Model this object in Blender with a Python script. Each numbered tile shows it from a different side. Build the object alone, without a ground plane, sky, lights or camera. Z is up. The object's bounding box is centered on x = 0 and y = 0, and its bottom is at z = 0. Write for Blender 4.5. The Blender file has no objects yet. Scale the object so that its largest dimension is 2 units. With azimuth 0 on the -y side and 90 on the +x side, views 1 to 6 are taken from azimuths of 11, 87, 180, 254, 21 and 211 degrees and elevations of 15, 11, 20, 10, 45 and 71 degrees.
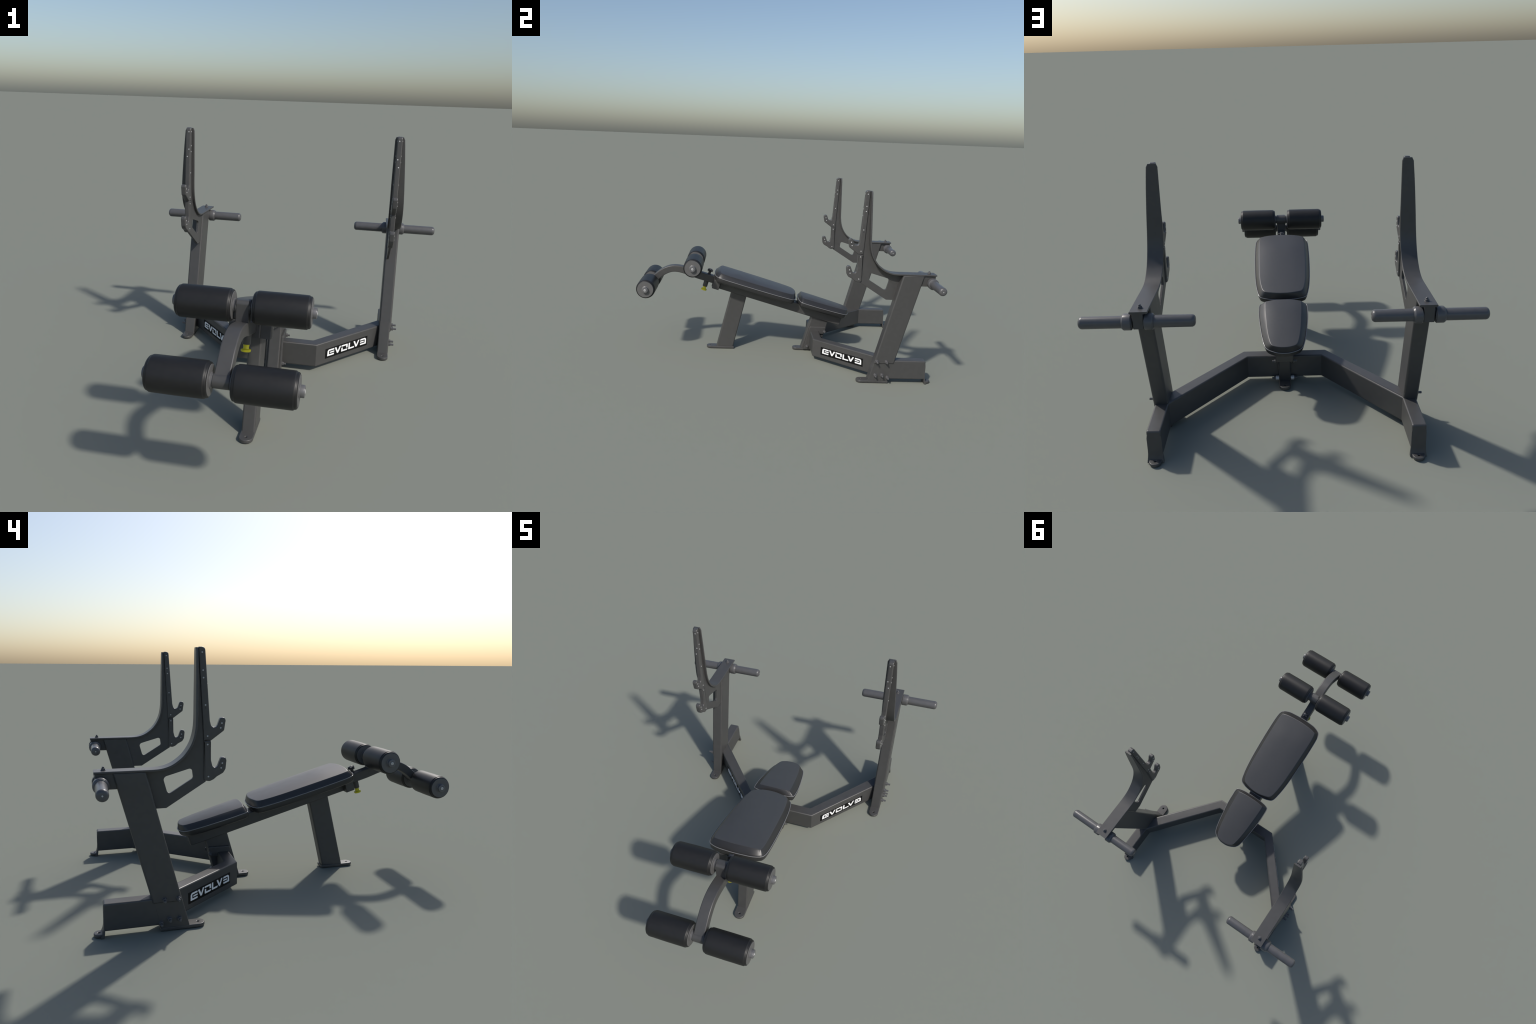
import bpy, bmesh, math
from mathutils import Vector, Matrix

# ---------------------------------------------------------------- materials
def new_mat(name, base, rough, metallic=0.0, spec=0.5, var=0.12, scale=60.0,
            bump=0.0, bump_scale=900.0, coat=0.0, rough_var=0.05):
    m = bpy.data.materials.new(name)
    m.use_nodes = True
    nt = m.node_tree
    bs = nt.nodes["Principled BSDF"]
    tc = nt.nodes.new("ShaderNodeTexCoord")
    n1 = nt.nodes.new("ShaderNodeTexNoise")
    n1.inputs["Scale"].default_value = scale
    n1.inputs["Detail"].default_value = 6
    nt.links.new(tc.outputs["Object"], n1.inputs["Vector"])
    ramp = nt.nodes.new("ShaderNodeValToRGB")
    lo = [c * (1 - var) for c in base] + [1]
    hi = [min(1, c * (1 + var)) for c in base] + [1]
    ramp.color_ramp.elements[0].position = 0.3
    ramp.color_ramp.elements[0].color = lo
    ramp.color_ramp.elements[1].position = 0.7
    ramp.color_ramp.elements[1].color = hi
    nt.links.new(n1.outputs["Fac"], ramp.inputs["Fac"])
    nt.links.new(ramp.outputs["Color"], bs.inputs["Base Color"])
    mr = nt.nodes.new("ShaderNodeMapRange")
    mr.inputs["To Min"].default_value = rough - rough_var
    mr.inputs["To Max"].default_value = rough + rough_var
    n2 = nt.nodes.new("ShaderNodeTexNoise")
    n2.inputs["Scale"].default_value = scale * 0.25
    nt.links.new(tc.outputs["Object"], n2.inputs["Vector"])
    nt.links.new(n2.outputs["Fac"], mr.inputs["Value"])
    nt.links.new(mr.outputs["Result"], bs.inputs["Roughness"])
    bs.inputs["Metallic"].default_value = metallic
    bs.inputs["Specular IOR Level"].default_value = spec
    bs.inputs["Coat Weight"].default_value = coat
    if bump > 0:
        n3 = nt.nodes.new("ShaderNodeTexNoise")
        n3.inputs["Scale"].default_value = bump_scale
        n3.inputs["Detail"].default_value = 2
        nt.links.new(tc.outputs["Object"], n3.inputs["Vector"])
        bp = nt.nodes.new("ShaderNodeBump")
        bp.inputs["Strength"].default_value = bump
        bp.inputs["Distance"].default_value = 0.001
        nt.links.new(n3.outputs["Fac"], bp.inputs["Height"])
        nt.links.new(bp.outputs["Normal"], bs.inputs["Normal"])
    return m

PAINT = new_mat("powder_coat_grey", (0.0585, 0.0578, 0.0570), 0.42, var=0.05, scale=35, bump=0.02, bump_scale=700)
SATIN = new_mat("satin_steel_grey", (0.085, 0.085, 0.088), 0.32, var=0.06, scale=40, bump=0.03)
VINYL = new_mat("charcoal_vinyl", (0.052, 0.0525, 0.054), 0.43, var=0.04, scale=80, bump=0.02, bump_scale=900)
FOAM = new_mat("black_foam_cover", (0.0125, 0.0125, 0.0127), 0.46, spec=0.38, var=0.10, scale=60, bump=0.02, bump_scale=900)
CAP = new_mat("grey_cap_plastic", (0.105, 0.104, 0.103), 0.45, var=0.05, scale=50)
HUB = new_mat("hub_steel", (0.13, 0.13, 0.133), 0.38, var=0.05, scale=60, metallic=0.2)
ZINC = new_mat("zinc_fastener", (0.46, 0.46, 0.46), 0.32, var=0.06, scale=200, metallic=0.35)
HOOKM = new_mat("hook_liner_grey", (0.066, 0.065, 0.064), 0.36, var=0.05, scale=45, bump=0.03)
BLACKK = new_mat("black_knob_plastic", (0.042, 0.043, 0.046), 0.40, var=0.05)
YELLOW = new_mat("yellow_plastic", (0.60, 0.56, 0.020), 0.35, var=0.06, scale=90)
DECAL = new_mat("decal_black", (0.0045, 0.0045, 0.0045), 0.6, spec=0.2, var=0.05)
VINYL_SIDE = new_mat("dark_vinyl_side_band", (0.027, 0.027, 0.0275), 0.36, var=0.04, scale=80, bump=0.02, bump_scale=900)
PIPE = new_mat("vinyl_piping", (0.17, 0.17, 0.173), 0.20, var=0.03, scale=80)  # base lightened well above the pad vinyl to draw the seam's sun glint
WHITE = new_mat("decal_white", (0.90, 0.90, 0.90), 0.5, var=0.01)

# ---------------------------------------------------------------- helpers
COL = bpy.context.scene.collection
ROOT = bpy.data.objects.new("weight_bench", None)
ROOT.empty_display_size = 0.2
COL.objects.link(ROOT)
ROOT["label"] = "dark grey decline weight bench with twin bar uprights"
ROOT["category"] = "gym bench"

def add(name, me, mat, parent=None, loc=None, angle=35, wn=True):
    me.name = name
    if mat and not me.materials:
        me.materials.append(mat)
    ob = bpy.data.objects.new(name, me)
    COL.objects.link(ob)
    ob.parent = parent or ROOT
    if loc is not None:
        ob.location = loc
    me.polygons.foreach_set("use_smooth", [True] * len(me.polygons))
    me.set_sharp_from_angle(angle=math.radians(angle))
    if wn:
        md = ob.modifiers.new("weighted", 'WEIGHTED_NORMAL')
        md.keep_sharp = True
        md.weight = 100
    return ob

def mirror_mesh(me, sx):
    if sx < 0:
        me.transform(Matrix.Scale(-1, 4, (1, 0, 0)))
        me.flip_normals()
    return me

def round_poly(pts, seg=6):
    """pts: (u, v[, radius]); returns polygon with rounded corners."""
    out, n = [], len(pts)
    for i in range(n):
        p = Vector(pts[i][:2])
        r = pts[i][2] if len(pts[i]) > 2 else 0.0
        if r <= 0:
            out.append(p)
            continue
        a = Vector(pts[i - 1][:2]) - p
        b = Vector(pts[(i + 1) % n][:2]) - p
        la, lb = a.length, b.length
        a.normalize(); b.normalize()
        ang = a.angle(b)
        if ang > math.radians(176):
            out.append(p)
            continue
        d = min(r / math.tan(ang / 2), 0.49 * la, 0.49 * lb)
        rr = d * math.tan(ang / 2)
        c = p + (a + b).normalized() * (rr / math.sin(ang / 2))
        p0, p1 = p + a * d, p + b * d
        v0, v1 = p0 - c, p1 - c
        tot = math.atan2(v0.x * v1.y - v0.y * v1.x, v0.dot(v1))
        for k in range(seg + 1):
            t = tot * k / seg
            ct, st = math.cos(t), math.sin(t)
            out.append(c + Vector((v0.x * ct - v0.y * st, v0.x * st + v0.y * ct)))
    return out

def circle(cx, cy, r, seg=20):
    return [Vector((cx + r * math.cos(2 * math.pi * k / seg), cy + r * math.sin(2 * math.pi * k / seg)))
            for k in range(seg)]

def slab(loops, depth, bevel, res=2):
    """2D filled curve (first loop outline, others holes) extruded +-depth/2 in local z."""
    cu = bpy.data.curves.new("tmp", 'CURVE')
    cu.dimensions = '2D'
    cu.fill_mode = 'BOTH'
    for lp in loops:
        sp = cu.splines.new('POLY')
        sp.points.add(len(lp) - 1)
        for q, p in zip(sp.points, lp):
            q.co = (p[0], p[1], 0, 1)
        sp.use_cyclic_u = True
    b = min(bevel, depth * 0.49)
    cu.extrude = depth / 2 - b
    cu.bevel_depth = b
    cu.bevel_resolution = res
    cu.offset = -b
    ob = bpy.data.objects.new("tmp", cu)
    COL.objects.link(ob)
    dg = bpy.context.evaluated_depsgraph_get()
    me = bpy.data.meshes.new_from_object(ob.evaluated_get(dg))
    bpy.data.objects.remove(ob)
    bpy.data.curves.remove(cu)
    bm = bmesh.new()
    bm.from_mesh(me)
    bmesh.ops.remove_doubles(bm, verts=bm.verts, dist=1e-5)
    bmesh.ops.recalc_face_normals(bm, faces=bm.faces)
    bm.to_mesh(me)
    bm.free()
    me.materials.clear()
    return me

YZ = Matrix(((0, 0, 1, 0), (1, 0, 0, 0), (0, 1, 0, 0), (0, 0, 0, 1)))   # local x,y,z -> y,z,x

def side_prism(loops, x0, x1, bevel, sx=1, res=2):
    me = slab(loops, x1 - x0, bevel, res)
    me.transform(Matrix.Translation(((x0 + x1) / 2, 0, 0)) @ YZ)
    return mirror_mesh(me, sx)

def plan_prism(loops, z0, z1, bevel, sx=1, res=2):
    me = slab(loops, z1 - z0, bevel, res)
    me.transform(Matrix.Translation((0, 0, (z0 + z1) / 2)))
    return mirror_mesh(me, sx)

def lathe(profile, seg=48):
    """profile (axial, radius) revolved about local z."""
    bm = bmesh.new()
    rings = []
    for a, r in profile:
        if r <= 1e-6:
            rings.append([bm.verts.new((0, 0, a))])
        else:
            rings.append([bm.verts.new((r * math.cos(2 * math.pi * k / seg), r * math.sin(2 * math.pi * k / seg), a))
                          for k in range(seg)])
    for A, B in zip(rings, rings[1:]):
        for k in range(seg):
            k2 = (k + 1) % seg
            if len(A) == 1 and len(B) == 1:
                continue
            if len(A) == 1:
                bm.faces.new((A[0], B[k2], B[k]))
            elif len(B) == 1:
                bm.faces.new((A[k], A[k2], B[0]))
            else:
                bm.faces.new((A[k], A[k2], B[k2], B[k]))
    for R in (rings[0], rings[-1]):
        if len(R) > 1:
            bm.faces.new(R)
    bmesh.ops.recalc_face_normals(bm, faces=bm.faces)
    me = bpy.data.meshes.new("lathe")
    bm.to_mesh(me)
    bm.free()
    return me

def along(d):
    return Vector((0, 0, 1)).rotation_difference(Vector(d)).to_matrix().to_4x4()

def rod(a0, a1, r, e0, e1, n=6):
    p = [(a0, 0.0)]
    if e0 > 0:
        p += [(a0 + e0 * (1 - math.cos(math.pi / 2 * k / n)), r - e0 + e0 * math.sin(math.pi / 2 * k / n)) for k in range(n + 1)]
    else:
        p += [(a0, r)]
    if e1 > 0:
        p += [(a1 - e1 * (1 - math.sin(math.pi / 2 * k / n)), r - e1 + e1 * math.cos(math.pi / 2 * k / n)) for k in range(n + 1)]
    else:
        p += [(a1, r)]
    p.append((a1, 0.0))
    return p

def sweep_rect(path, halves, bevel):
    """rectangular tube swept along a path in the yz plane; halves = (half width in x, half height)."""
    bm = bmesh.new()
    rings = []
    n = len(path)
    for i, p in enumerate(path):
        a = path[max(i - 1, 0)]
        b = path[min(i + 1, n - 1)]
        t = Vector((b[0] - a[0], b[1] - a[1])).normalized()
        nn = Vector((-t.y, t.x))
        ring = []
        c = Vector(p[:2])
        half_w, half_h = halves[i].x, halves[i].y
        for sxx, sn in ((1, 1), (1, -1), (-1, -1), (-1, 1)):
            # rounded corner: three points each
            for q in range(4):
                th = math.pi / 2 * q / 3
                corner = {(1, 1): 0, (1, -1): 1, (-1, -1): 2, (-1, 1): 3}[(sxx, sn)]
                base = math.pi / 2 - corner * math.pi / 2
                ang = base - th
                ox = sxx * (half_w - bevel) + bevel * math.cos(ang)
                on = sn * (half_h - bevel) + bevel * math.sin(ang)
                v = c + nn * on
                ring.append(bm.verts.new((ox, v.x, v.y)))
        rings.append(ring)
    m = len(rings[0])
    for A, B in zip(rings, rings[1:]):
        for k in range(m):
            bm.faces.new((A[k], A[(k + 1) % m], B[(k + 1) % m], B[k]))
    bm.faces.new(rings[0])
    bm.faces.new(rings[-1])
    bmesh.ops.recalc_face_normals(bm, faces=bm.faces)
    me = bpy.data.meshes.new("sweep")
    bm.to_mesh(me)
    bm.free()
    return me

def catmull(pts, sub=6):
    out = []
    n = len(pts)
    for i in range(n - 1):
        p0 = Vector(pts[max(i - 1, 0)]); p1 = Vector(pts[i]); p2 = Vector(pts[i + 1]); p3 = Vector(pts[min(i + 2, n - 1)])
        for k in range(sub):
            t = k / sub
            out.append(0.5 * ((2 * p1) + (p2 - p0) * t + (2 * p0 - 5 * p1 + 4 * p2 - p3) * t * t + (3 * p1 - p0 - 3 * p2 + p3) * t ** 3))
    out.append(Vector(pts[-1]))
    return out

# ---------------------------------------------------------------- fasteners (shared meshes)
def join_meshes(list_me):
    bm = bmesh.new()
    for me in list_me:
        bm.from_mesh(me)
        bpy.data.meshes.remove(me)
    me = bpy.data.meshes.new("joined")
    bm.to_mesh(me)
    bm.free()
    return me

def nut_bolt(wr, nr, nh, sr, sh):
    w = lathe([(0, 0), (0, wr), (0.0018, wr), (0.0024, wr - 0.0006), (0.0024, 0)], 24)
    nut = lathe([(0.002, 0), (0.002, nr), (nh - 0.0015, nr), (nh, nr * 0.86), (nh, 0)], 6)
    st = lathe([(nh - 0.002, 0), (nh - 0.002, sr), (sh - 0.0015, sr), (sh, sr - 0.0015), (sh, 0)], 16)
    return join_meshes([w, nut, st])

FR_BOLT = nut_bolt(0.0125, 0.0112, 0.014, 0.0058, 0.031)
FR_BOLT.materials.append(SATIN)
CHEEK_BOLT = nut_bolt(0.0110, 0.0100, 0.010, 0.0052, 0.021)
CHEEK_BOLT.materials.append(SATIN)
TOP_BOLT = nut_bolt(0.0115, 0.0098, 0.010, 0.0052, 0.017)
TOP_BOLT.materials.append(SATIN)
RIVET = lathe([(0, 0), (0, 0.0038), (0.0010, 0.0036), (0.0018, 0.0026), (0.0021, 0)], 14)
RIVET.materials.append(ZINC)
DIMPLE = lathe([(0, 0), (0, 0.0040), (0.0008, 0.0036), (0.0010, 0)], 14)
DIMPLE.materials.append(BLACKK)

def place(name, me, loc, direction, parent):
    ob = bpy.data.objects.new(name, me)
    COL.objects.link(ob)
    ob.parent = parent
    ob.matrix_local = Matrix.Translation(loc) @ along(direction)
    return ob
for me in (FR_BOLT, CHEEK_BOLT, TOP_BOLT, RIVET, DIMPLE):
    me.polygons.foreach_set("use_smooth", [True] * len(me.polygons))
    me.set_sharp_from_angle(angle=math.radians(35))

# ---------------------------------------------------------------- bench frame of reference
ANG = math.radians(16.02)
ORG = (-0.4844, 0.4782)           # front lower corner of the bench beam (y, z)
def tn(t, n):
    return (ORG[0] + t * math.cos(ANG) + n * math.sin(ANG), ORG[1] - t * math.sin(ANG) + n * math.cos(ANG))
def tnp(pts):
    return [tn(p[0], p[1]) + tuple(p[2:]) for p in pts]
BENCHM = Matrix(((1, 0, 0, 0),
                 (0, math.cos(ANG), math.sin(ANG), ORG[0]),
                 (0, -math.sin(ANG), math.cos(ANG), ORG[1]),
                 (0, 0, 0, 1)))   # (x, t, n) -> world
NVEC = (0, math.sin(ANG), math.cos(ANG))

# ---------------------------------------------------------------- bench beam, legs
beam = add("bench_beam", side_prism([round_poly(tnp([(-0.005, 0.0), (0.9915, 0.0, 0.010), (0.9915, 0.0685, 0.004), (-0.005, 0.0685)]))],
                                    -0.046, 0.046, 0.006), PAINT)
add("cushion_bracket", side_prism([tnp([(0.0, -0.0010), (0.050, -0.0010), (0.050, 0.0680), (0.0, 0.0680)])], -0.0920, 0.0920, 0.006), PAINT, parent=beam)

leg1 = add("bench_leg", side_prism([[(-0.4440, 0.013), (-0.3195, 0.013), (-0.2290, 0.410), (-0.3430, 0.4420)]],
                                   -0.0305, 0.0305, 0.009, 1, 3), PAINT)
leg2 = add("bench_leg", side_prism([[(0.1900, 0.013), (0.3300, 0.013), (0.3850, 0.2300), (0.2610, 0.2680)]],
                                   -0.0330, 0.0330, 0.009, 1, 3), PAINT)

def tab_plate(cx, w, tip0, tip1, holes, z1, round0=True, round1=False):
    h = w / 2
    pts = []
    if round0:
        pts += [Vector((cx + h * math.cos(a), tip0 + h + h * math.sin(a))) for a in [math.pi + math.pi * k / 16 for k in range(17)]]
    else:
        pts += [Vector((cx - h, tip0)), Vector((cx + h, tip0))]
    if round1:
        pts += [Vector((cx + h * math.cos(a), tip1 - h + h * math.sin(a))) for a in [math.pi * k / 16 for k in range(17)]]
    else:
        pts += [Vector((cx + h, tip1)), Vector((cx - h, tip1))]
    return plan_prism([pts] + [circle(cx, y, 0.0052) for y in holes], 0.0, z1, 0.0035)

add("foot_plate", tab_plate(0, 0.062, -0.5165, -0.314, [-0.486], 0.0165), PAINT, parent=leg1)
add("foot_plate", tab_plate(0, 0.062, 0.1290, 0.4080, [0.1625, 0.383], 0.0165, True, True), PAINT, parent=leg2)

# side cheeks that clamp the rear bench leg to the floor crossbar
for s in (1, -1):
    ch = add("clamp_cheek", side_prism([round_poly([(0.2060, 0.012), (0.30, 0.012), (0.31, 0.132), (0.357, 0.134, 0.012),
                                                    (0.3725, 0.190, 0.008), (0.2500, 0.190, 0.010)])],
                                       0.0310, 0.0450, 0.004, s), PAINT, parent=leg2)
    place("hex_bolt", CHEEK_BOLT, (s * 0.0450, 0.3605, 0.1530), (s, 0, 0), ch)
    place("hex_bolt", CHEEK_BOLT, (s * 0.0450, 0.2360, 0.0365), (s, 0, 0), ch)

SPACER = lathe([(0, 0), (0, 0.0118), (0.0010, 0.0125), (0.0170, 0.0125), (0.0180, 0.0118), (0.0180, 0)], 24)
SPACER.materials.append(ZINC)
SPACER.polygons.foreach_set("use_smooth", [True] * len(SPACER.polygons))
SPACER.set_sharp_from_angle(angle=math.radians(35))
for s in (1, -1):
    sp = place("bolt_spacer", SPACER, (s * 0.0320, 0.3330, 0.0335), (s, 0, 0), leg2)
    place("hex_bolt", CHEEK_BOLT, (s * 0.0490, 0.3330, 0.0335), (s, 0, 0), leg2)

# ---------------------------------------------------------------- floor crossbar
ctrl = [(-0.556, 0.743), (-0.1995, 0.3175), (0.1995, 0.3175), (0.556, 0.743), (0.566, 0.743), (0.566, 0.648), (0.556, 0.6370),
        (0.2258, 0.2533), (-0.2258, 0.2533), (-0.556, 0.6370), (-0.566, 0.648), (-0.566, 0.743)]
crossbar = add("floor_crossbar", plan_prism([[Vector(p) for p in ctrl]], 0.0292, 0.1588, 0.0080, 1, 3), PAINT)

# lettering plates
KNEE, TIP = Vector((0.2258, 0.2533)), Vector((0.556, 0.6370))
D2 = (TIP - KNEE).normalized()
def letter_shapes():
    """polygons in letter units: 0..1 high, strokes 0.27 thick"""
    k = 0.23
    E = [[(0.02, 0, .04), (1.36, 0, .06), (1.40, k), (0.36, k, .03), (0.36, 1 - k, .03), (1.40, 1 - k), (1.36, 1, .06), (0.30, 1, .22), (0.06, 0.80, .22)],
         [(0.54, 0.405), (1.40, 0.405), (1.40, 0.595), (0.60, 0.595)]]
    V = [[(0.0, 0.97), (0.06, 1.0), (0.32, 1.0), (0.645, 0.34), (1.00, 1.0), (1.30, 1.0), (0.79, 0.05, .06), (0.52, 0.0, .06)]]
    O = [[(0.02, 0.78), (0.06, 1.0), (1.32, 1.0, .10), (1.32, 0.40), (1.03, 0.40), (1.03, 0.78, .02)],
         [(0.0, 0.0, .08), (1.22, 0.0, .10), (1.32, 0.22), (0.30, 0.22, .02), (0.30, 0.60), (0.03, 0.60)]]
    L = [[(0.0, 0.0, .05), (1.20, 0.0, .08), (1.30, 0.23), (0.30, 0.23, .03), (0.32, 1.0), (0.03, 1.0)]]
    Er = [[(1.38 - x, y) + tuple(r) for x, y, *r in reversed(p)] for p in E]
    return [(E, 0.0850, 0.0535), (V, 0.1425, 0.0490), (O, 0.1945, 0.0510), (L, 0.2525, 0.0490), (V, 0.2930, 0.0495), (Er, 0.3500, 0.0510)]
def face_matrix(s):
    if s > 0:
        o, d = KNEE, D2
    else:
        d = Vector((D2.x, -D2.y))
        o = Vector((-KNEE.x, KNEE.y)) - d * 0.4757
    nrm = Vector((d.y, -d.x))
    return Matrix(((d.x, 0, nrm.x, o.x), (d.y, 0, nrm.y, o.y), (0, 1, 0, 0), (0, 0, 0, 1)))
for s in (1, -1):
    M = face_matrix(s)
    me = slab([[Vector(p) for p in ((0.0710, 0.0600), (0.4110, 0.0610), (0.4110, 0.1180), (0.0710, 0.1160))]], 0.0020, 0.0003)
    me.transform(M @ Matrix.Translation((0, 0, 0.0004)))
    plate = add("name_plate", me, DECAL, parent=crossbar, wn=False)
    for polys, x0, w in letter_shapes():
        xs = [p[0] for q in polys for p in q]
        sc = w / (max(xs) - min(xs))
        parts = []
        for q in polys:
            pts = round_poly([((p[0] - min(xs)) * sc + x0, 0.0715 + p[1] * 0.0375 + (x0 - 0.085) * 0.005) + ((p[2] * 0.0375,) if len(p) > 2 else ()) for p in q], 4)
            parts.append(slab([pts], 0.0012, 0.0001, 0))
        me = join_meshes(parts)
        me.transform(M @ Matrix.Translation((0, 0, 0.0018)))
        add("letter", me, WHITE, parent=plate, wn=False)

# ---------------------------------------------------------------- uprights (mirrored pair)
HX = 0.5715          # plane of the bar hooks
def upright(s):
    post = add("upright_post", side_prism([[(0.5755 + 0.1243 * 0.2486 + 0.001, 0.1363), (0.7085 + 0.1243 * 0.2583, 0.1363), (0.8955, 0.7360), (0.7555, 0.7360)]],
                                          0.5565, 0.6263, 0.010, s, 3), PAINT)
    add("post_shoe", side_prism([[(0.5755, 0.012), (0.7085, 0.012), (0.7550, 0.192), (0.6203, 0.192)]], 0.5575, 0.6195, 0.007, s), PAINT, parent=post)
    # foot under the post and the rear floor leg
    add("foot_plate", mirror_mesh(tab_plate(0.5882, 0.0615, 0.5030, 0.7100, [0.5340], 0.0165), s), PAINT, parent=post)
    leg = add("floor_leg", side_prism([round_poly([(0.640, 0.0300), (0.9550, 0.0300), (0.9550, 0.1577, 0.010), (0.640, 0.1577)])],
                                      0.5540, 0.6190, 0.008, s, 3), PAINT)
    # flared end plate with rounded foot tab
    bm = bmesh.new()
    rows = []
    for z, y0, y1, xa, xb in ((0.135, 0.940, 0.9545, 0.5560, 0.6170), (0.120, 0.940, 0.9556, 0.5538, 0.6192), (0.060, 0.945, 0.9560, 0.5538, 0.6192),
                              (0.040, 0.950, 0.9575, 0.5533, 0.6197), (0.024, 0.951, 0.9610, 0.5515, 0.621), (0.010, 0.953, 0.967, 0.550, 0.6225), (0.001, 0.955, 0.970, 0.5495, 0.623)):
        rows.append([bm.verts.new(c) for c in ((xa, y0, z), (xb, y0, z), (xb, y1, z), (xa, y1, z))])
    for A, B in zip(rows, rows[1:]):
        for k in range(4):
            bm.faces.new((A[k], A[(k + 1) % 4], B[(k + 1) % 4], B[k]))
    bm.faces.new(rows[0]); bm.faces.new(rows[-1])
    bmesh.ops.recalc_face_normals(bm, faces=bm.faces)
    me = bpy.data.meshes.new("end")
    bm.to_mesh(me); bm.free()
    end = add("end_plate", mirror_mesh(me, s), PAINT, parent=leg)
    add("foot_tab", mirror_mesh(tab_plate(0.5862, 0.0560, 0.955, 1.0, [0.976], 0.0150, False, True), s), PAINT, parent=leg)
    for y, z in ((0.6265, 0.1530), (0.6890, 0.1520), (0.6230, 0.0550), (0.6675, 0.0560), (0.7055, 0.0405)):
        place("hex_bolt", FR_BOLT, (s * (0.6190 if z < 0.13 else 0.6255), y, z), (s, 0, 0), post)

    # gusset plate with window
    outline = round_poly([(0.4880, 0.6700), (0.4940, 0.6665), (0.6660, 0.5600, 0.008), (0.7250, 0.5600), (0.7700, 0.7380), (0.72, 0.7380),
                          (0.6895, 0.7400), (0.665, 0.7450), (0.640, 0.7550), (0.613, 0.7735), (0.5880, 0.7960), (0.5655, 0.8260),
                          (0.5490, 0.8600), (0.5375, 0.900), (0.5330, 0.940), (0.5290, 1.02), (0.5235, 1.2580), (0.5020, 1.2580), (0.4950, 1.02), (0.4880, 0.860)])
    window = round_poly([(0.5490, 0.7360, 0.013), (0.6785, 0.6990, 0.017), (0.6580, 0.6200, 0.013), (0.5440, 0.6900, 0.012)])
    gus = add("hook_bracket", side_prism([outline, window], HX - 0.0065, HX + 0.0065, 0.0015, s), PAINT)

    # curved cap flange following the gusset
    path = [(0.5268, 1.2600), (0.5300, 1.1500), (0.5335, 1.0300), (0.5362, 0.9500), (0.5410, 0.9050), (0.5515, 0.8650), (0.5680, 0.8310),
            (0.5900, 0.8010), (0.6140, 0.7795), (0.6400, 0.7620), (0.6650, 0.7515), (0.6900, 0.7455), (0.7200, 0.7432), (0.7600, 0.7430), (0.8600, 0.7430), (0.9715, 0.7430)]
    xo = [0.5970, 0.6075, 0.6165, 0.6215, 0.6240, 0.6255] + [0.6262] * 10
    xi = [0.5470, 0.5475, 0.5480, 0.5490, 0.5495, 0.5500] + [0.5508] * 10
    P = catmull([(p[0], p[1], 0) for p in path], 5)
    W = catmull([(a, b, 0) for a, b in zip(xo, xi)], 5)
    bm = bmesh.new()
    rings = []
    th = 0.0095
    ncor = 5
    for i in range(len(P)):
        a, b = P[max(i - 1, 0)], P[min(i + 1, len(P) - 1)]
        t = (b - a).normalized()
        nrm = Vector((-t.y, t.x, 0))           # towards the outside of the bend
        c = P[i]
        inn = c - nrm * th
        o, n_ = W[i].x, W[i].y
        if i == 0:
            o -= 0.006; n_ += 0.006
        e = 0.002
        ring = [bm.verts.new(v) for v in (
            (n_ + e, c.x, c.y), (o - e, c.x, c.y),
            (o, *(c - nrm * e).to_2d()), (o, *(inn + nrm * e).to_2d()),
            (o - e, inn.x, inn.y), (n_ + e, inn.x, inn.y),
            (n_, *(inn + nrm * e).to_2d()), (n_, *(c - nrm * e).to_2d()))]
        rings.append(ring)
        if i == 0:
            P0 = [v.co.copy() for v in ring]
    for A, B in zip(rings, rings[1:]):
        for k in range(8):
            bm.faces.new((A[k], A[(k + 1) % 8], B[(k + 1) % 8], B[k]))
    # the rounded upper end: move first ring up is its tip, second ring full width just below
    bm.faces.new(rings[0]); bm.faces.new(rings[-1])
    bmesh.ops.recalc_face_normals(bm, faces=bm.faces)
    me = bpy.data.meshes.new("flange")
    bm.to_mesh(me); bm.free()
    fl = add("cap_flange", mirror_mesh(me, s), PAINT, parent=gus)
    place("hex_bolt", TOP_BOLT, (s * 0.5885, 0.9310, 0.7430), (0, 0, 1), fl)

    # bar hooks, thick wear plates on the front edge of the bracket
    hook_up = round_poly([(0.4848, 1.2630, 0.015), (0.5155, 1.2630, 0.006), (0.5050, 1.0400), (0.4965, 0.8545, 0.002), (0.4640, 0.8545, 0.010),
                          (0.4030, 0.8990, 0.010), (0.3955, 0.9440, 0.008), (0.4000, 0.9570, 0.014), (0.4200, 0.9570, 0.012), (0.4290, 0.9340, 0.012),
                          (0.4365, 0.9150, 0.014), (0.4600, 0.9150, 0.016), (0.4672, 0.9450, 0.03)], 6)
    hook_lo = round_poly([(0.4630, 0.8550, 0.003), (0.4965, 0.8550, 0.002), (0.4970, 0.6760, 0.008), (0.4700, 0.6720, 0.02), (0.4520, 0.6800, 0.02), (0.4380, 0.6920, 0.02), (0.4080, 0.7080, 0.016),
                          (0.3970, 0.7260, 0.014), (0.3925, 0.7640, 0.008), (0.3970, 0.7790, 0.014), (0.4180, 0.7790, 0.012), (0.4280, 0.7540, 0.012),
                          (0.4350, 0.7345, 0.014), (0.4560, 0.7345, 0.016), (0.4635, 0.7680, 0.03)], 6)
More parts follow.
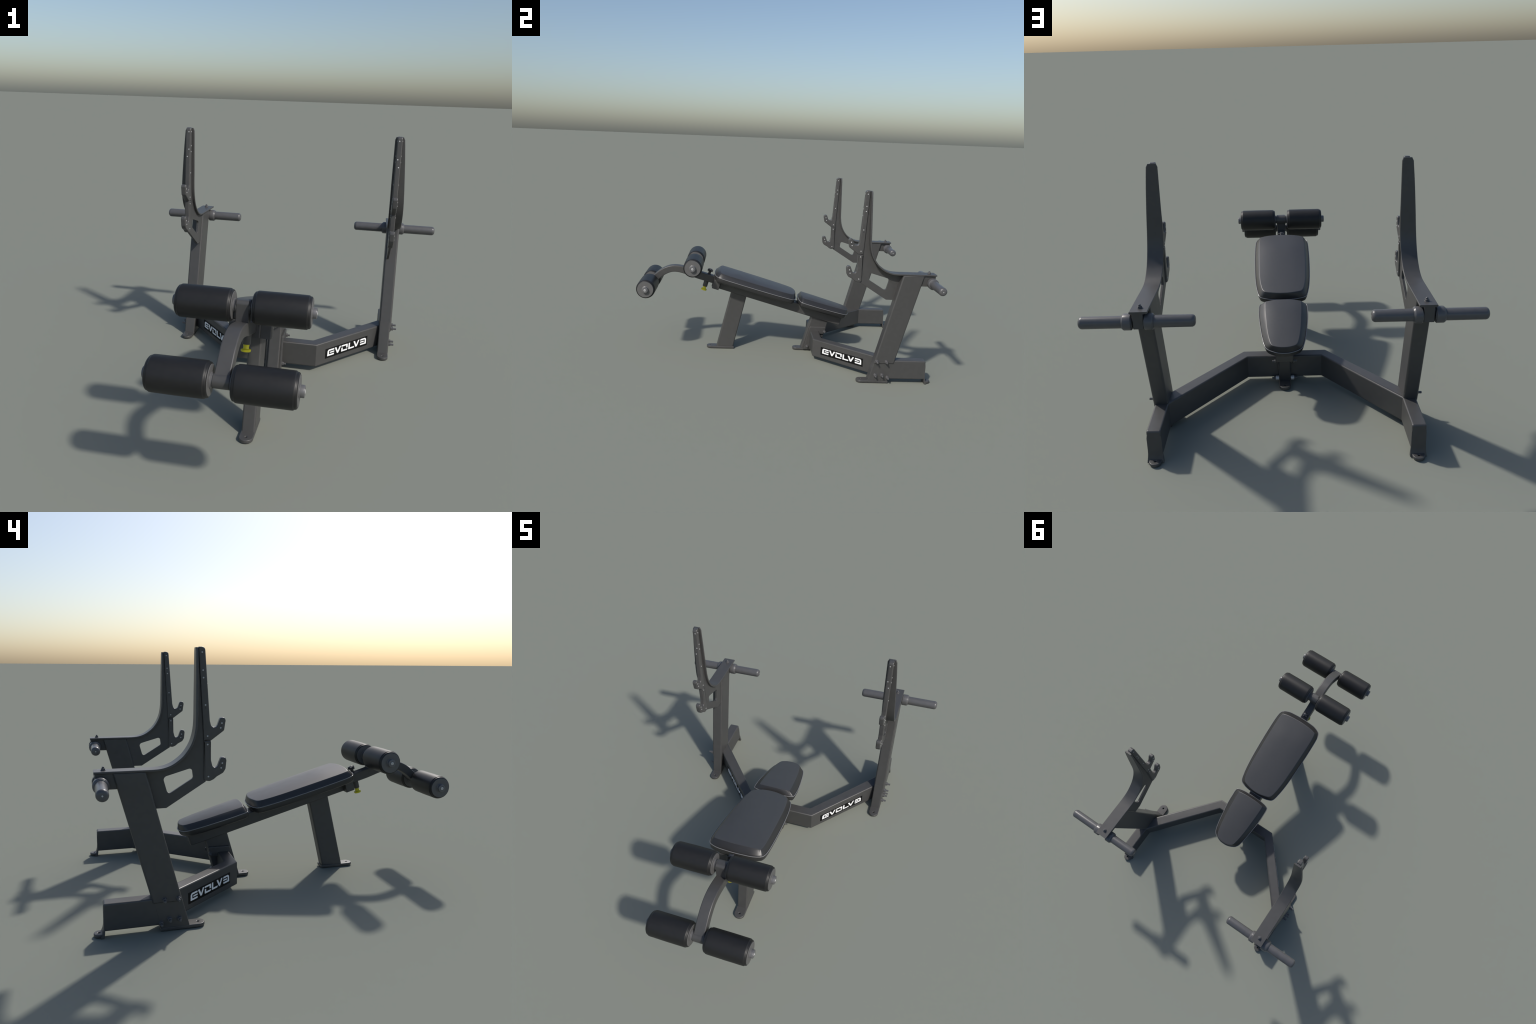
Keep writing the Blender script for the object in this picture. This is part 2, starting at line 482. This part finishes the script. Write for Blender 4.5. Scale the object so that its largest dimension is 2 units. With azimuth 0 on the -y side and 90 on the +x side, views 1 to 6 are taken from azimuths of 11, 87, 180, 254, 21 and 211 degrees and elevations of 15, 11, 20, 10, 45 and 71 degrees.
    for prof, rv, dm, fr in ((hook_up, ((0.4990, 1.2395), (0.4960, 1.1630), (0.4945, 1.1310), (0.4870, 1.0130), (0.4140, 0.9320), (0.4195, 0.9110), (0.4790, 0.8760)),
                              ((0.4865, 1.0000), (0.4165, 0.9215)), ((0.5685, 1.2395, 0.4842), (0.5670, 1.1445, 0.4786), (0.5745, 1.1045, 0.4764))),
                             (hook_lo, ((0.4790, 0.8385), (0.4770, 0.6940), (0.4130, 0.7525), (0.4185, 0.7310)), ((0.4155, 0.7420),), ())):
        hk = add("bar_hook", side_prism([prof], HX - 0.0135, HX + 0.0135, 0.0055, s, 3), HOOKM, parent=gus)
        for y, z in rv:
            for f in (1, -1):
                place("rivet", RIVET, (s * (HX + f * 0.0132), y, z), (s * f, 0, 0), hk)
        for y, z in dm:
            for f in (1, -1):
                place("rivet_hole", DIMPLE, (s * (HX + f * 0.0132), y, z), (s * f, 0, 0), hk)
        for x, z, y in fr:
            place("rivet", RIVET, (s * x, y, z), (0, -1, 0), hk)

    # peg block, collars, weight pegs
    add("peg_block", side_prism([[(0.860, 0.6640), (0.9680, 0.6640), (0.9680, 0.7345), (0.860, 0.7345)]], 0.5710, 0.6165, 0.004, s), PAINT, parent=post)
    for a, b, ca, cb in ((0.6200, 0.8440, 0.6240, 0.6630), (0.5720, 0.3612, 0.5690, 0.5320)):
        d = 1 if b > a else -1
        L = abs(b - a)
        me = lathe(rod(0, L, 0.0262, 0, 0.0160, 8), 40)
        me.transform(Matrix.Translation((a, 0.9440, 0.6875)) @ along((d, 0, 0)))
        peg = add("weight_peg", mirror_mesh(me, s), SATIN, parent=post, wn=False)
        Lc = abs(cb - ca)
        me = lathe([(0, 0), (0, 0.0330), (0.0025, 0.0352), (Lc - 0.008, 0.0352), (Lc - 0.005, 0.0340), (Lc - 0.0035, 0.0318), (Lc, 0.0300), (Lc + 0.001, 0.0265), (Lc + 0.001, 0)], 40)
        me.transform(Matrix.Translation((ca, 0.9440, 0.6875)) @ along((d, 0, 0)))
        add("peg_collar", mirror_mesh(me, s), SATIN, parent=peg, wn=False)
        me = lathe([(0, 0), (0, 0.0045), (0.0006, 0.0030), (0.0008, 0)], 14)
        me.transform(Matrix.Translation((b - d * 0.0004, 0.9440, 0.6875)) @ along((d, 0, 0)))
        add("peg_screw", mirror_mesh(me, s), ZINC, parent=peg, wn=False)

for s in (1, -1):
    upright(s)

# ---------------------------------------------------------------- leg roller boom
boom_ctrl = [tn(0.040, 0.0470), tn(-0.040, 0.0470), tn(-0.120, 0.0470), (-0.6500, 0.5785), (-0.7000, 0.5930), (-0.7300, 0.5990), (-0.7600, 0.6010), (-0.7900, 0.5970),
             (-0.8200, 0.5860), (-0.8500, 0.5690), (-0.8800, 0.5450), (-0.9080, 0.5210), (-0.9340, 0.4985)]
boom_half = [(0.0255, 0.0273), (0.0255, 0.0273), (0.0255, 0.0273), (0.0275, 0.0262), (0.0290, 0.0245)] + [(0.0292, 0.0240)] * 8
arm_path = catmull([(p[0], p[1], 0) for p in boom_ctrl], 5)
arm_half = catmull([(p[0], p[1], 0) for p in boom_half], 5)
boom = add("roller_arm", sweep_rect(arm_path, arm_half, 0.006), PAINT, angle=40)
LOW, UPP = (-0.9350, 0.5000), (-0.6115, 0.6572)
add("roller_stem", side_prism([round_poly([(-0.6425, 0.580), (-0.6400, 0.6865, 0.016), (-0.6000, 0.6865, 0.016), (-0.6000, 0.560)], 8)], -0.0270, 0.0270, 0.005), PAINT, parent=boom)
for cy, cz, r in ((LOW[0], LOW[1], 0.0265), (UPP[0], UPP[1], 0.0290)):
    me = lathe([(-0.030, 0), (-0.030, r - 0.001), (-0.029, r), (0.029, r), (0.030, r - 0.001), (0.030, 0)], 40)
    me.transform(Matrix.Translation((0, cy, cz)) @ along((1, 0, 0)))
    add("cross_tube", me, PAINT, parent=boom, wn=False)

def foam_profile():
    R = 0.0657
    return [(0.0410, 0.0), (0.0410, 0.0555), (0.0417, 0.0582), (0.0435, 0.0603), (0.0465, 0.0615), (0.0500, 0.0619), (0.0518, 0.0630),
            (0.0540, 0.0650), (0.0575, 0.0653), (0.0640, 0.0656), (0.10, R), (0.1515, R + 0.0004), (0.20, R), (0.2390, 0.0656), (0.2460, 0.0653),
            (0.2490, 0.0650), (0.2512, 0.0630), (0.2530, 0.0619), (0.2565, 0.0615), (0.2595, 0.0603), (0.2613, 0.0582), (0.2620, 0.0555), (0.2620, 0.0)]
for cy, cz in (LOW, UPP):
    for s in (1, -1):
        T = Matrix.Translation((0, cy, cz)) @ along((1, 0, 0))
        def part(prof, seg=56):
            me = lathe(prof, seg)
            me.transform(T)
            return mirror_mesh(me, s)
        ro = add("foam_roller", part(foam_profile(), 72), FOAM, wn=False)
        add("end_cap", part([(0.2615, 0), (0.2615, 0.0552), (0.2632, 0.0552), (0.2640, 0.0545), (0.2640, 0)]), CAP, parent=ro, wn=False)
        add("end_cap", part([(0.0390, 0), (0.0390, 0.0545), (0.0398, 0.0552), (0.0415, 0.0552), (0.0415, 0)]), CAP, parent=ro, wn=False)
        add("roller_hub", part([(0.2635, 0), (0.2635, 0.0245), (0.2655, 0.0242), (0.2668, 0.0218), (0.2790, 0.0215), (0.2808, 0.0208), (0.2818, 0.0190), (0.2818, 0.0120), (0.2806, 0.0105), (0.2806, 0)]), HUB, parent=ro, wn=False)
        add("hub_screw", part([(0.2800, 0), (0.2800, 0.0088), (0.2825, 0.0085), (0.2832, 0.0070), (0.2832, 0.0035), (0.2822, 0.0030), (0.2822, 0)], 24), ZINC, parent=ro, wn=False)
        add("roller_bushing", part([(0.0290, 0), (0.0290, 0.0230), (0.0340, 0.0235), (0.0360, 0.0290), (0.0392, 0.0292), (0.0392, 0)]), HUB, parent=ro, wn=False)

# adjustment pin below, clamp knob above the sliding tube
pin_m = Matrix.Translation((0, -0.5297, 0.5050)) @ along((-NVEC[0], -NVEC[1], -NVEC[2]))
me = lathe([(-0.004, 0), (-0.004, 0.0175), (0.0350, 0.0172), (0.0368, 0.0160), (0.0368, 0)], 32)
me.transform(pin_m)
pin = add("pin_housing", me, PAINT, parent=boom, wn=False)
me = lathe([(0.0360, 0), (0.0360, 0.0135), (0.0385, 0.0130), (0.0500, 0.0115), (0.0540, 0.0130), (0.0555, 0.0185), (0.0572, 0.0208), (0.0625, 0.0210), (0.0660, 0.0195), (0.0672, 0.0160), (0.0672, 0)], 40)
me.transform(pin_m)
add("pull_knob", me, YELLOW, parent=pin, wn=False)
star = []
for k in range(30):
    a = 2 * math.pi * k / 30
    star.append(Vector(((0.0165 + 0.0045 * math.cos(5 * a)) * math.cos(a), (0.0165 + 0.0045 * math.cos(5 * a)) * math.sin(a))))
me = slab([star], 0.0170, 0.0035)
knob_m = Matrix.Translation((0, *tn(-0.0475, 0.0740))) @ along(NVEC)
me.transform(Matrix.Translation((0, 0, 0.0300)))
stem = lathe([(-0.002, 0), (-0.002, 0.0125), (0.003, 0.0125), (0.006, 0.0090), (0.024, 0.0105), (0.024, 0)], 24)
cap = lathe([(0.037, 0), (0.037, 0.011), (0.0405, 0.0095), (0.0420, 0.0055), (0.0424, 0)], 20)
me = join_meshes([me, stem, cap])
me.transform(knob_m)
add("clamp_knob", me, BLACKK, parent=boom, wn=False)

# ---------------------------------------------------------------- cushions
def cushion(name, seam, top, n_seam=0.1045, n_top=0.1355, crown_f=0.0070, crown_m=0.0135, crown_r=0.0065):
    """seam/top: right-hand half outlines (x, t) from front middle to rear middle, same count."""
    def full(half):
        pts = [(p[0], p[1], 0) for p in half]
        ext = [(-pts[1][0], pts[1][1], 0)] + pts + [(-pts[-2][0], pts[-2][1], 0)]
        c = catmull(ext, 6)[6:-6]
        c[-1].x = 0
        c[0].x = 0
        return [Vector((v.x, v.y)) for v in c] + [Vector((-v.x, v.y)) for v in reversed(c[1:-1])]
    S, Tp = full(seam), full(top)
    N = len(S)
    def offs(loop, d):
        out = []
        for i in range(N):
            t = (loop[(i + 1) % N] - loop[i - 1]).normalized()
            out.append(loop[i] + Vector((t.y, -t.x)) * d)
        return out
    # make sure positive offset grows the outline
    sgn = 1 if offs(S, 0.01)[N // 4].x > S[N // 4].x else -1
    levels = [(0.0690, offs(S, -0.030 * sgn)), (0.0690, offs(S, -0.0120 * sgn)), (0.0705, offs(S, -0.0070 * sgn)), (0.0745, offs(S, -0.0030 * sgn)), (0.0810, offs(S, -0.0008 * sgn)),
              (n_seam - 0.0050, S), (n_seam - 0.0026, offs(S, -0.0004 * sgn)), (n_seam - 0.0018, offs(S, -0.0008 * sgn)), (n_seam, offs(S, -0.0010 * sgn)),
              (n_seam + 0.0018, offs(S, -0.0010 * sgn)), (n_seam + 0.0026, offs(S, -0.0010 * sgn))]
    h0 = n_seam + 0.0026
    t0, t1 = min(p.y for p in Tp), max(p.y for p in Tp)
    def half_width(t):
        row = [abs(p.x) for p in Tp if abs(p.y - t) < 0.05]
        return max(row + [0.06])
    def crown(p):
        """height of the top panel: domed across, strongest towards the front"""
        u = (p.y - t0) / (t1 - t0)
        amp = crown_f + (crown_m - crown_f) * min(1, u / 0.25) if u < 0.25 else crown_m + (crown_r - crown_m) * ((u - 0.25) / 0.75) ** 1.3
        w = half_width(p.y)
        return n_top + amp * max(0.0, 1 - abs(p.x / w) ** 2.4)
    base = offs(S, -0.0012 * sgn)
    steps = 8
    for k in range(1, steps + 1):
        b = 0.97 * k / steps
        levels.append([(h0 + (crown(Tp[i]) - 0.0006 - h0) * (1 - (1 - b) ** 1.22), base[i].lerp(Tp[i], b)) for i in range(N)])
    n_side = len(levels)
    c = sum(Tp, Vector((0, 0))) / N
    for f in (0.995, 0.985, 0.93, 0.8, 0.65, 0.5, 0.35, 0.2, 0.08):
        lp = [c + (p - c) * f for p in Tp]
        levels.append([(crown(p), p) for p in lp])
    levels = [lv if isinstance(lv, list) else [(lv[0], p) for p in lv[1]] for lv in levels]
    bm = bmesh.new()
    rings = [[bm.verts.new((p.x, p.y, h)) for h, p in lv] for lv in levels]
    for A, B in zip(rings, rings[1:]):
        for k in range(N):
            bm.faces.new((A[k], A[(k + 1) % N], B[(k + 1) % N], B[k]))
    bm.faces.new(rings[0])
    cv = bm.verts.new((c.x, c.y, crown(c)))
    for k in range(N):
        bm.faces.new((rings[-1][k], rings[-1][(k + 1) % N], cv))
    bmesh.ops.recalc_face_normals(bm, faces=bm.faces)
    me = bpy.data.meshes.new(name)
    bm.to_mesh(me)
    bm.free()
    me.transform(BENCHM)
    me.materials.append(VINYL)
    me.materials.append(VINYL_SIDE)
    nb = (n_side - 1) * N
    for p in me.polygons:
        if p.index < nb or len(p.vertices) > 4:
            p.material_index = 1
    pad = add(name, me, None, angle=50, wn=False)
    # piping cord along the seam
    cord = offs(S, 0.0014 * sgn)
    bm = bmesh.new()
    rings, q, r = [], 8, 0.0025
    for i in range(N):
        t = (cord[(i + 1) % N] - cord[i - 1]).normalized()
        o = Vector((t.y, -t.x)) * sgn
        rings.append([bm.verts.new((cord[i].x + o.x * r * math.cos(a), cord[i].y + o.y * r * math.cos(a), n_seam + r * math.sin(a)))
                      for a in [2 * math.pi * k / q for k in range(q)]])
    for i in range(N):
        A, B = rings[i], rings[(i + 1) % N]
        for k in range(q):
            bm.faces.new((A[k], A[(k + 1) % q], B[(k + 1) % q], B[k]))
    bmesh.ops.recalc_face_normals(bm, faces=bm.faces)
    me = bpy.data.meshes.new("piping")
    bm.to_mesh(me)
    bm.free()
    me.transform(BENCHM)
    add("seam_piping", me, PIPE, parent=pad, angle=60, wn=False)
    return pad

cushion("seat_cushion",
        [(0, -0.0105), (0.05, -0.0085), (0.10, -0.0035), (0.1380, 0.0110), (0.1540, 0.0290), (0.1620, 0.075), (0.1635, 0.20), (0.1600, 0.34), (0.1535, 0.45), (0.1440, 0.525), (0.1300, 0.5800), (0.1020, 0.5985), (0.055, 0.6085), (0, 0.6115)],
        [(0, 0.0175), (0.05, 0.0192), (0.09, 0.0232), (0.1200, 0.0295), (0.1340, 0.0390), (0.1400, 0.095), (0.1390, 0.22), (0.1355, 0.355), (0.1300, 0.463), (0.1190, 0.540), (0.1060, 0.5720), (0.0830, 0.5850), (0.035, 0.5965), (0, 0.5985)])
cushion("head_cushion",
        [(0, 0.6360), (0.035, 0.6367), (0.077, 0.6393), (0.1150, 0.6480), (0.1282, 0.6610), (0.1300, 0.705), (0.1280, 0.77), (0.1140, 0.89), (0.1000, 0.964), (0.0850, 0.9950), (0.060, 1.0120), (0.028, 1.0235), (0, 1.0258)],
        [(0, 0.6505), (0.028, 0.6508), (0.055, 0.6525), (0.0830, 0.6565), (0.0965, 0.6625), (0.0975, 0.705), (0.0945, 0.77), (0.0865, 0.880), (0.0740, 0.962), (0.0625, 0.9955), (0.042, 1.0085), (0.020, 1.0145), (0, 1.0158)],
        n_seam=0.1030, n_top=0.1320, crown_f=0.0070, crown_m=0.0095, crown_r=0.0030)
